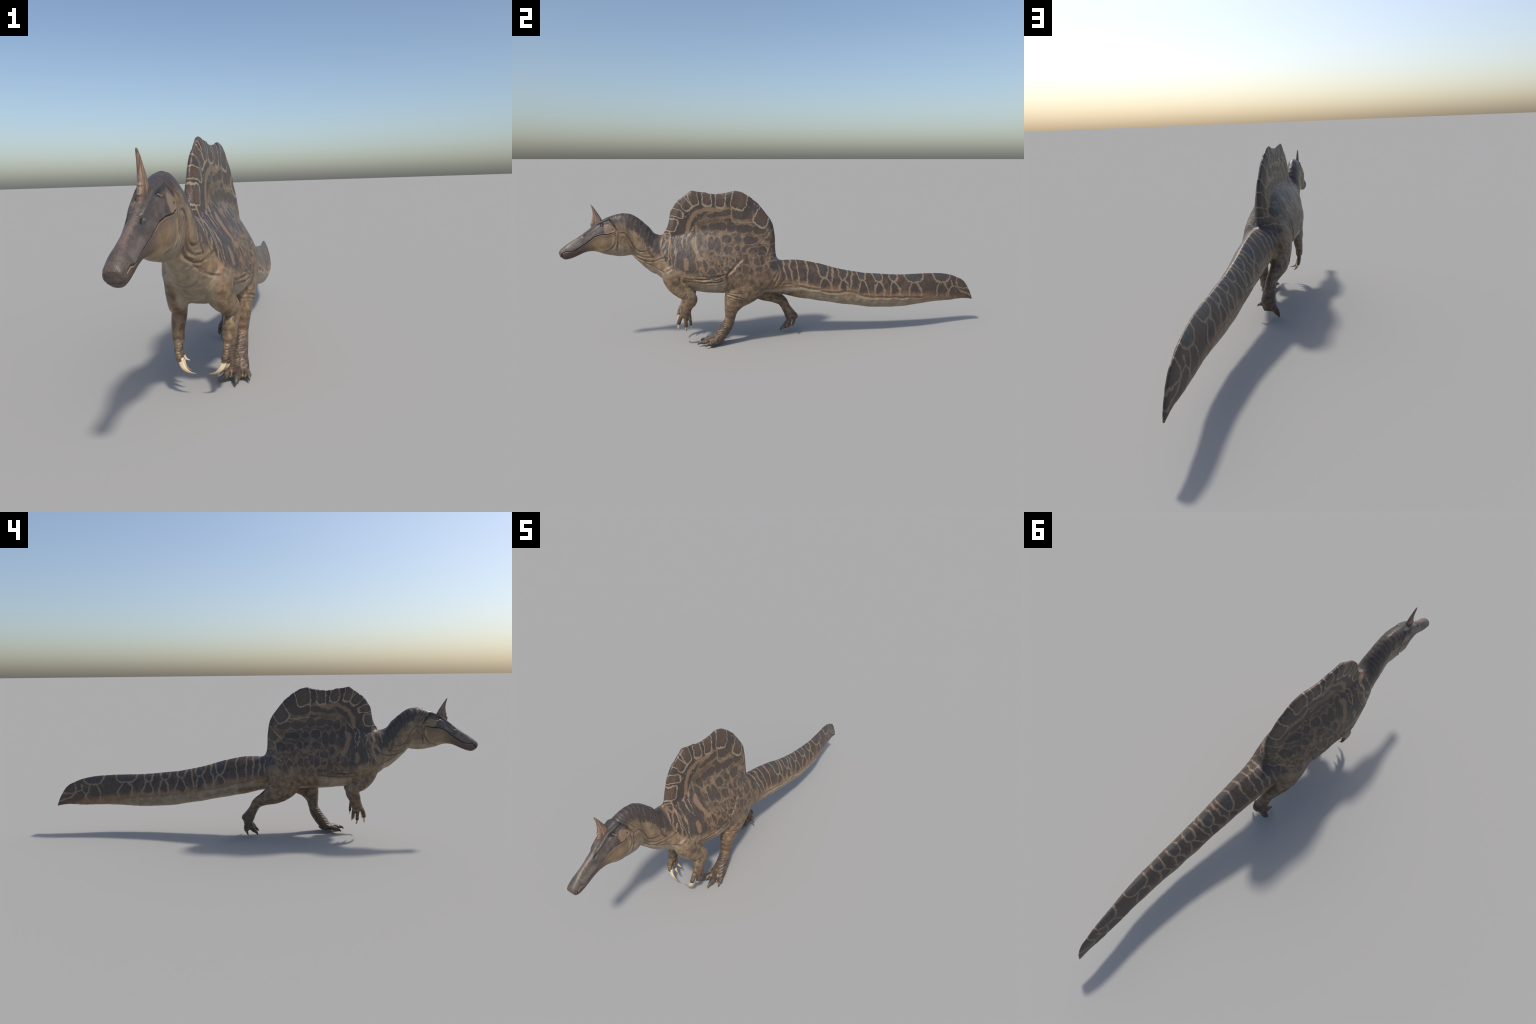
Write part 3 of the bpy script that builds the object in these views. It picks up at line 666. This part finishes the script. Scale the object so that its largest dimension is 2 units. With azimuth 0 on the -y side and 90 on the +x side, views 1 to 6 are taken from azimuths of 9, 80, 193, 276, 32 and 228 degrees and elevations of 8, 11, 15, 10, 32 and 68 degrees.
    upj = N.math('SUBTRACT', z, mz)
    upper = N.mix(N.ramp(N.noise(P, 60, 3), .35, .65), rgb('463e3a'), rgb('5a4f47'))
    upper = N.mix(N.math('MULTIPLY', N.ramp(N.math('ABSOLUTE', N.math('SUBTRACT', x, N.math('MULTIPLY', N.math('ADD', y, .85), .05))), .030, .0), .25), upper, rgb('73655b'))
    stripe = N.lines(q, [[(-.90, .505), (-.86, .535), (-.83, .566), (-.79, .585), (-.77, .585)]])
    upper = N.mix(N.math('MULTIPLY', N.ramp(stripe, .016, .006), .8), upper, rgb('46423f'))
    pink = N.lines(q, [[(-.96, .478), (-.90, .518), (-.862, .552)]])
    upper = N.mix(N.math('MULTIPLY', N.ramp(pink, .007, .001), .6), upper, rgb('7d695d'))
    cheek = N.blob(q, -.780, .537, .026, .022, 15)
    upper = N.mix(N.math('MULTIPLY', N.ramp(cheek, 1.15, .75), .85), upper, rgb('8f775e'))
    greylip = N.lines(q, [[(-.955, .458), (-.93, .465), (-.905, .478)]])
    upper = N.mix(N.math('MULTIPLY', N.ramp(greylip, .016, .004), .5), upper, rgb('82766f'))
    lower = N.mix(N.ramp(wy, -.905, -.83), rgb('51443e'), N.mix(N.ramp(med, .35, .65), rgb('7b654f'), rgb('8e7659')))
    rimjaw = N.lines(q, [[(-.754, .500), (-.757, .478), (-.772, .457), (-.80, .443), (-.845, .440)]])
    lower = N.mix(N.math('MULTIPLY', N.ramp(rimjaw, .016, .003), .8), lower, rgb('a08a68'))
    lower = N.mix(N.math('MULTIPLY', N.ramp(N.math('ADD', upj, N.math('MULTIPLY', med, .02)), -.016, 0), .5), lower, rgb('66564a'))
    lipedge = N.math('MULTIPLY', N.ramp(N.math('ABSOLUTE', N.math('ADD', upj, .002)), .003, .001), N.math('MULTIPLY', N.ramp(y, -.925, -.945), N.ramp(y, -.988, -.982)))
    lower = N.mix(N.math('MULTIPLY', lipedge, .7), lower, rgb('a08670'))
    jawline = N.lines(qs, [[(-.757, .525), (-.751, .509), (-.754, .483), (-.767, .463), (-.785, .448), (-.808, .441)]])
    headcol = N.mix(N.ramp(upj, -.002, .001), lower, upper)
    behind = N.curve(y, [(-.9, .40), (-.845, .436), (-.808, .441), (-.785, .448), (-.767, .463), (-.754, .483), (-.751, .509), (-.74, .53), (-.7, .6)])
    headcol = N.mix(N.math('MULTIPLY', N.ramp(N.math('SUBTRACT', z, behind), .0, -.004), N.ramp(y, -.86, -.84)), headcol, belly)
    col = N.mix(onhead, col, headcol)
    gum = N.lines(qs, [[(-.80, .517), (-.775, .519)]])
    col = N.mix(N.math('MULTIPLY', N.ramp(gum, .0022, .0008), .8), col, rgb('6a3436'))
    # ---- limbs
    legcol = N.mix(N.ramp(N.noise(P, 45, 4, .65), .36, .66), rgb('6d5847'), rgb('947c5e'))
    legcol = N.mix(N.math('MULTIPLY', N.ramp(N.noise(N.scaled(P, (40, 40, 110)), 1, 3), .5, .68), .45), legcol, rgb('57473c'))
    armz = N.ramp(y, -.40, -.42)
    footm = N.math('MULTIPLY', N.ramp(N.math('SUBTRACT', wz, N.math('MULTIPLY', armz, .02)), .125, .075), 1.)
    footcol = N.mix(N.ramp(N.noise(P, 75, 3, .6), .42, .62), rgb('453b35'), rgb('80674f'))
    legcol = N.mix(N.math('MULTIPLY', footm, .85), legcol, footcol)
    scl = N.math('SINE', N.math('MULTIPLY', N.math('ADD', N.math('MULTIPLY', wz, .8), N.math('MULTIPLY', wy, -.2)), 1050.))
    legcol = N.mix(N.math('MULTIPLY', N.math('MULTIPLY', N.ramp(scl, .2, .9), N.ramp(z, .135, .115)), .55), legcol, rgb('352d28'))
    inner = N.math('MULTIPLY', N.ramp(N.noise(P, 90, 2), .5, .6), N.ramp(z, .035, .012))
    legcol = N.mix(N.math('MULTIPLY', inner, .7), legcol, rgb('a58f6c'))
    blot = N.ramp(N.voronoi(N.scaled(W, (1, 1, .8)), 38), .42, .30)
    legcol = N.mix(N.math('MULTIPLY', blot, .55), legcol, rgb('4b3e36'))
    band = N.ramp(N.math('SINE', N.math('ADD', N.math('MULTIPLY', wz, 230.), N.math('MULTIPLY', wy, 60.))), .35, .95)
    legcol = N.mix(N.math('MULTIPLY', N.math('MULTIPLY', band, N.ramp(z, .21, .17)), .5), legcol, rgb('453a33'))
    col = N.mix(limb, col, legcol)
    # ---- groove shadow darkened into the colour along creases and mouth slit
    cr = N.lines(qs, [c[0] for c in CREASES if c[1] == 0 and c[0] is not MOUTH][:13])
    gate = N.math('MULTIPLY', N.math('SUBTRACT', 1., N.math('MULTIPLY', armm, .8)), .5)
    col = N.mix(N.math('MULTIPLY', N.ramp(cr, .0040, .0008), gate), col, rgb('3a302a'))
    ms = N.lines(qs, [MOUTH])
    col = N.mix(N.math('MULTIPLY', N.ramp(ms, .0020, .0006), .85), col, rgb('221b18'))
    spots2 = N.blobs(qs, [(-.764, .5385, .0028, .0045), (-.8865, .5115, .0088, .0042, -40)])
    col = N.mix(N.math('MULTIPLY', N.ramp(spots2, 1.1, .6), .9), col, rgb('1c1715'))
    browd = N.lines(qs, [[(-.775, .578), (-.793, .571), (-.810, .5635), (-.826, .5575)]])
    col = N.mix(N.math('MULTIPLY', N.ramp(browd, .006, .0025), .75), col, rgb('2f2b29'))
    lid = N.blob(qs, -.812, .5565, .0135, .0075, 15)
    col = N.mix(N.math('MULTIPLY', N.ramp(lid, 1.2, .7), .6), col, rgb('2e2a28'))
    # overall grain
    grain = N.mix(N.ramp(N.noise(P, 420, 3, .7), .3, .7, False), rgb('b8b8b8'), rgb('ffffff'))
    col = N.mix(.55, col, grain, 'MULTIPLY')
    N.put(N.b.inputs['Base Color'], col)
    N.put(N.b.inputs['Roughness'], N.math('MULTIPLY_ADD', med, .28, .27))
    N.b.inputs['Specular IOR Level'].default_value = .45
    # fine scales and wrinkles
    h = N.math('ADD', N.math('MULTIPLY', N.voronoi(P, 420), .35), N.math('MULTIPLY', N.noise(N.scaled(P, (170, 170, 90)), 1, 4, .65), 1.))
    bp = N.t.nodes.new('ShaderNodeBump'); bp.inputs['Strength'].default_value = .55; bp.inputs['Distance'].default_value = .0016
    N.put(bp.inputs['Height'], h); N.put(N.b.inputs['Normal'], bp.outputs[0])
    return N.m

def claw_material(name, root, tip, zroot, ztip):
    N = Nodes(name); P = N.t.nodes.new('ShaderNodeTexCoord').outputs['Generated']
    O = N.t.nodes.new('ShaderNodeTexCoord').outputs['Object']
    s = N.t.nodes.new('ShaderNodeSeparateXYZ'); N.put(s.inputs[0], O)
    c = N.mix(N.ramp(s.outputs[2], zroot, ztip), rgb(root), rgb(tip))
    c = N.mix(N.ramp(N.noise(N.scaled(O, (300, 300, 60)), 1, 1), .5, .8), c, N.mix(.2, c, rgb('4a4036')))
    N.put(N.b.inputs['Base Color'], c); N.b.inputs['Roughness'].default_value = .38
    return N.m

def horn_material():
    N = Nodes("ridged_horn"); O = N.t.nodes.new('ShaderNodeTexCoord').outputs['Object']
    st = N.noise(N.scaled(O, (200, 260, 22)), 1, 3, .6)
    c = N.mix(N.ramp(st, .35, .65), rgb('5f4b40'), rgb('937862'))
    s = N.t.nodes.new('ShaderNodeSeparateXYZ'); N.put(s.inputs[0], O)
    c = N.mix(N.math('MULTIPLY', N.ramp(s.outputs[2], .575, .56), .7), c, rgb('5b4a44'))
    N.put(N.b.inputs['Base Color'], c); N.b.inputs['Roughness'].default_value = .45
    bp = N.t.nodes.new('ShaderNodeBump'); bp.inputs['Strength'].default_value = .6; bp.inputs['Distance'].default_value = .0015
    N.put(bp.inputs['Height'], st); N.put(N.b.inputs['Normal'], bp.outputs[0])
    return N.m

def eye_material():
    N = Nodes("amber_eye"); O = N.t.nodes.new('ShaderNodeTexCoord').outputs['Object']
    sx = N.t.nodes.new('ShaderNodeSeparateXYZ'); N.put(sx.inputs[0], O)
    cq = N.t.nodes.new('ShaderNodeCombineXYZ'); N.put(cq.inputs[0], sx.outputs[1]); N.put(cq.inputs[1], sx.outputs[2])
    d = N.vec('LENGTH', N.scaled(cq.outputs[0], (1, 1, 1), (-.8110, .5560, 0), kind='TEXTURE'), out=1)
    c = N.mix(N.ramp(d, .0029, .0023), rgb('2a211b'), N.mix(N.ramp(N.noise(O, 900, 2), .3, .7), rgb('a8742c'), rgb('d9a348')))
    slit = N.vec('LENGTH', N.scaled(cq.outputs[0], (.0007, .0024, 1), (-.8110, .5560, 0), kind='TEXTURE'), out=1)
    c = N.mix(N.ramp(slit, 1.1, .8), c, rgb('0a0806'))
    N.put(N.b.inputs['Base Color'], c); N.b.inputs['Roughness'].default_value = .08; N.b.inputs['Coat Weight'].default_value = .6
    return N.m

SKIN = skin_material()
HANDCLAW = claw_material("ivory_claw", 'd9c6a3', '8f7759', .092, .070)
FOOTCLAW = claw_material("dark_claw", '55524a', '35342f', .02, .004)
HORN, EYE = horn_material(), eye_material()

# ------------------------------------------------------------------ split the skin into named parts
scene = bpy.context.scene
root = bpy.data.objects.new("dinosaur", None); root.empty_display_size = .2; scene.collection.objects.link(root)
root["label"] = "sail-backed dinosaur with crocodile snout, horn and mottled brown skin"
root["category"] = "dinosaur"

nf = len(skin.polygons); lt = np.empty(nf, int); ls = np.empty(nf, int)
skin.polygons.foreach_get('loop_total', lt); skin.polygons.foreach_get('loop_start', ls)
lv = np.empty(len(skin.loops), int); skin.loops.foreach_get('vertex_index', lv)
fc = np.add.reduceat(co[lv], ls, axis=0) / lt[:, None]
fx = fc[:, 0] - mid(fc[:, 1]); fy, fz = fc[:, 1], fc[:, 2]
lab = np.full(nf, 'torso', dtype=object)
lab[fy > -.025 + 0 * fy] = 'tail'
sail_base = np.interp(fy, [-.56, -.5, -.3, -.12, -.04], [.500, .475, .465, .45, .39])
lab[(fy < -.025) & (fy > -.575) & (fz > sail_base)] = 'sail'
lab[(fy < -.575) | ((fy < -.555) & (fz > .48))] = 'neck'
lab[(fy < -.752) | ((fy < -.745) & (fz > .53))] = 'head'
mzf = np.interp(fy, [p[0] for p in MOUTH], [p[1] for p in MOUTH])
lab[(lab == 'head') & (fz < mzf) & (fy < -.762)] = 'jaw'
# limbs: below the hip and shoulder lines, outside the trunk
legL = (fx > 0) & (fy > -.33) & (fy < -.03) & (np.abs(fx) > .075) & (fz < .36) & (fz > .2) & (fy > -.29)
shinL = (fz < .236) & (fy > -.45) & (fy < .0) & (fc[:, 0] > .018) & (fz < .2235 + .0)
legR = (fx < 0) & (fy > -.215) & (fy < -.03) & (np.abs(fx) > .075) & (fz < .36)
shinR = (fz < np.interp(fy, [-.2, -.05, .03, .08], [.218, .207, .19, .17])) & (fy < .085) & (fy > -.21) & (fc[:, 0] < -.005)
toeR = (fz < .14) & (fy > -.05) & (fy < .085)
lab[legL | shinL] = 'left'; lab[legR | shinR | toeR] = 'right'
lab[(lab == 'left') & (fz < .062)] = 'footleft'; lab[(lab == 'right') & (fz < .098)] = 'footright'
arm = (fy < -.405) & (fy > -.58) & (fz < .345) & (np.abs(fx) > .052 + np.clip((fz - .28) * .35, 0, .03))
arm |= (fy < -.405) & (fy > -.53) & (fz < .243)
lab[arm & (fx > 0)] = 'armleft'; lab[arm & (fx <= 0)] = 'armright'
lab[(lab == 'armleft') & (fz < .152)] = 'handleft'; lab[(lab == 'armright') & (fz < .152)] = 'handright'

def part(key, name, parent):
    f = np.where(lab == key)[0]
    if len(f) == 0: return None
    idx = np.concatenate([np.arange(ls[i], ls[i] + lt[i]) for i in f])
    vid, inv = np.unique(lv[idx], return_inverse=True)
    me = bpy.data.meshes.new(name)
    me.vertices.add(len(vid)); me.vertices.foreach_set('co', co[vid].ravel())
    me.loops.add(len(inv)); me.loops.foreach_set('vertex_index', inv.astype(np.int32))
    me.polygons.add(len(f)); tot = lt[f]
    me.polygons.foreach_set('loop_start', np.r_[0, np.cumsum(tot)[:-1]].astype(np.int32)); me.polygons.foreach_set('loop_total', tot.astype(np.int32))
    me.update(calc_edges=True); me.validate()
    me.polygons.foreach_set('use_smooth', np.ones(len(f), bool))
    me.normals_split_custom_set_from_vertices(nrm[vid].tolist())
    me.materials.append(SKIN)
    ob = bpy.data.objects.new(name, me); scene.collection.objects.link(ob); ob.parent = parent
    return ob

O = {}
for key, name, par in [('torso', 'torso', None), ('sail', 'sail', None), ('tail', 'tail', None), ('neck', 'neck', None), ('head', 'head', None), ('jaw', 'jaw', 'head'),
                       ('left', 'leg', None), ('right', 'leg', None), ('footleft', 'foot', 'left'), ('footright', 'foot', 'right'),
                       ('armleft', 'arm', None), ('armright', 'arm', None), ('handleft', 'hand', 'armleft'), ('handright', 'hand', 'armright')]:
    O[key] = part(key, name, O[par] if par else root)

# ------------------------------------------------------------------ claws, horn, eyes
def solid(name, V, F, mat, parent):
    me = bpy.data.meshes.new(name); me.from_pydata(np.asarray(V).tolist(), [], F)
    bm = bmesh.new(); bm.from_mesh(me); bmesh.ops.recalc_face_normals(bm, faces=bm.faces); bm.to_mesh(me); bm.free()
    me.polygons.foreach_set('use_smooth', np.ones(len(me.polygons), bool)); me.materials.append(mat)
    ob = bpy.data.objects.new(name, me); scene.collection.objects.link(ob); ob.parent = parent
    return ob

def claw(base, bend, tip, r, mat, parent, flat=.75, taper=1.25):
    B, M, T = map(np.array, (base, bend, tip)); n = 22; t = np.linspace(-.12, 1, n)[:, None]
    C = (1 - t) ** 2 * B + 2 * t * (1 - t) * M + t * t * T
    tt = np.clip(t[:, 0], 0, 1); rad = r * (1 - tt ** taper) ** .85 + .0004
    D = np.gradient(C, axis=0); D /= np.linalg.norm(D, axis=1)[:, None]
    side = np.cross(M - B, T - M); side /= np.linalg.norm(side) + 1e-9
    U = side - D * (D @ side)[:, None]; U /= np.linalg.norm(U, axis=1)[:, None]; W = np.cross(D, U)
    a = np.linspace(0, 2 * np.pi, 16, endpoint=False)
    groove = 1 - .16 * np.exp(-((np.abs(np.cos(a)) - 1) / .12) ** 2)
    R = C[:, None] + (rad[:, None] * (flat * np.cos(a) * groove)[None])[..., None] * U[:, None] + (rad[:, None] * np.sin(a)[None])[..., None] * W[:, None]
    V, F = rings_to_mesh(R)
    return solid("claw", V, F, mat, parent)

for s, key in ((1, 'handleft'), (-1, 'handright')):
    o = 0 if s > 0 else .010
    f = lambda x, y, z: (s * (x + o), y, z)
    claw(f(.0535, -.499, .105), f(.048, -.502, .072), f(.011, -.502, .0715), .0078, HANDCLAW, O[key])
    claw(f(.058, -.467, .092), f(.055, -.467, .073), f(.037, -.463, .066), .0062, HANDCLAW, O[key])
    claw(f(.062, -.445, .099), f(.059, -.444, .090), f(.046, -.441, .086), .0048, HANDCLAW, O[key])
for b, m, t, r in [((.027, -.380, .0145), (.020, -.393, .019), (.0145, -.401, .006), .0078), ((.065, -.389, .0150), (.066, -.408, .021), (.067, -.417, .005), .0085),
                   ((.093, -.362, .0145), (.099, -.376, .019), (.1005, -.384, .005), .0078), ((.022, -.349, .027), (.015, -.362, .028), (.013, -.378, .020), .0048)]:
    claw(b, m, t, r, FOOTCLAW, O['footleft'], .85, 1.9)
for b, m, t, r in [((-.080, .0465, .031), (-.085, .042, .022), (-.081, .038, .009), .0076), ((-.061, .0135, .028), (-.064, .000, .025), (-.063, -.0065, .004), .0085),
                   ((-.0355, .0105, .033), (-.037, -.001, .030), (-.037, -.007, .017), .0072), ((-.006, .039, .065), (.005, .036, .063), (.009, .034, .052), .0052)]:
    claw(b, m, t, r, FOOTCLAW, O['footright'], .85, 1.9)

def horn():
    # z, front y, back y, half thickness
    st = np.array([(.528, -.862, -.785, .0120), (.552, -.860, -.795, .0110), (.564, -.857, -.803, .0095), (.576, -.8535, -.811, .0085), (.590, -.8515, -.8185, .0075), (.605, -.8495, -.8275, .0062),
                   (.620, -.8505, -.8365, .0050), (.632, -.8530, -.8440, .0040), (.640, -.8555, -.8495, .0028), (.6445, -.8565, -.8535, .0014)])
    q = np.linspace(.528, .6445, 64); S = pchip(st[:, 0], st[:, 1:], q)
    a = np.linspace(0, 2 * np.pi, 56, endpoint=False); R = []
    for z, (f, b, w) in zip(q, S):
        if z < .578: f -= .0030 * max(0, math.sin((z - .552) / .0095 * math.pi)) ** 2        # knobs at the front foot
        k = 1 + .10 * np.cos(a * 7 + 1) * np.clip((.64 - z) / .03, 0, 1)
        y = (f + b) / 2 + (b - f) / 2 * np.cos(a); x = w * spow(np.sin(a), .9) * k
        R.append(np.c_[x + -.0115, y, np.full_like(x, z) - .0030 * np.cos(a) * np.clip((.60 - z) / .04, 0, 1)])
    V, F = rings_to_mesh(np.array(R))
    solid("horn", V, F, HORN, O['head'])
horn()
for s in (1, -1):
    bm = bmesh.new(); bmesh.ops.create_uvsphere(bm, u_segments=32, v_segments=20, radius=.0052, matrix=Matrix.Translation((-.0115 + s * .0205, -.8110, .5560)))
    me = bpy.data.meshes.new("eye"); bm.to_mesh(me); bm.free()
    me.polygons.foreach_set('use_smooth', np.ones(len(me.polygons), bool)); me.materials.append(EYE)
    ob = bpy.data.objects.new("eye", me); scene.collection.objects.link(ob); ob.parent = O['head']
bpy.data.meshes.remove(skin)
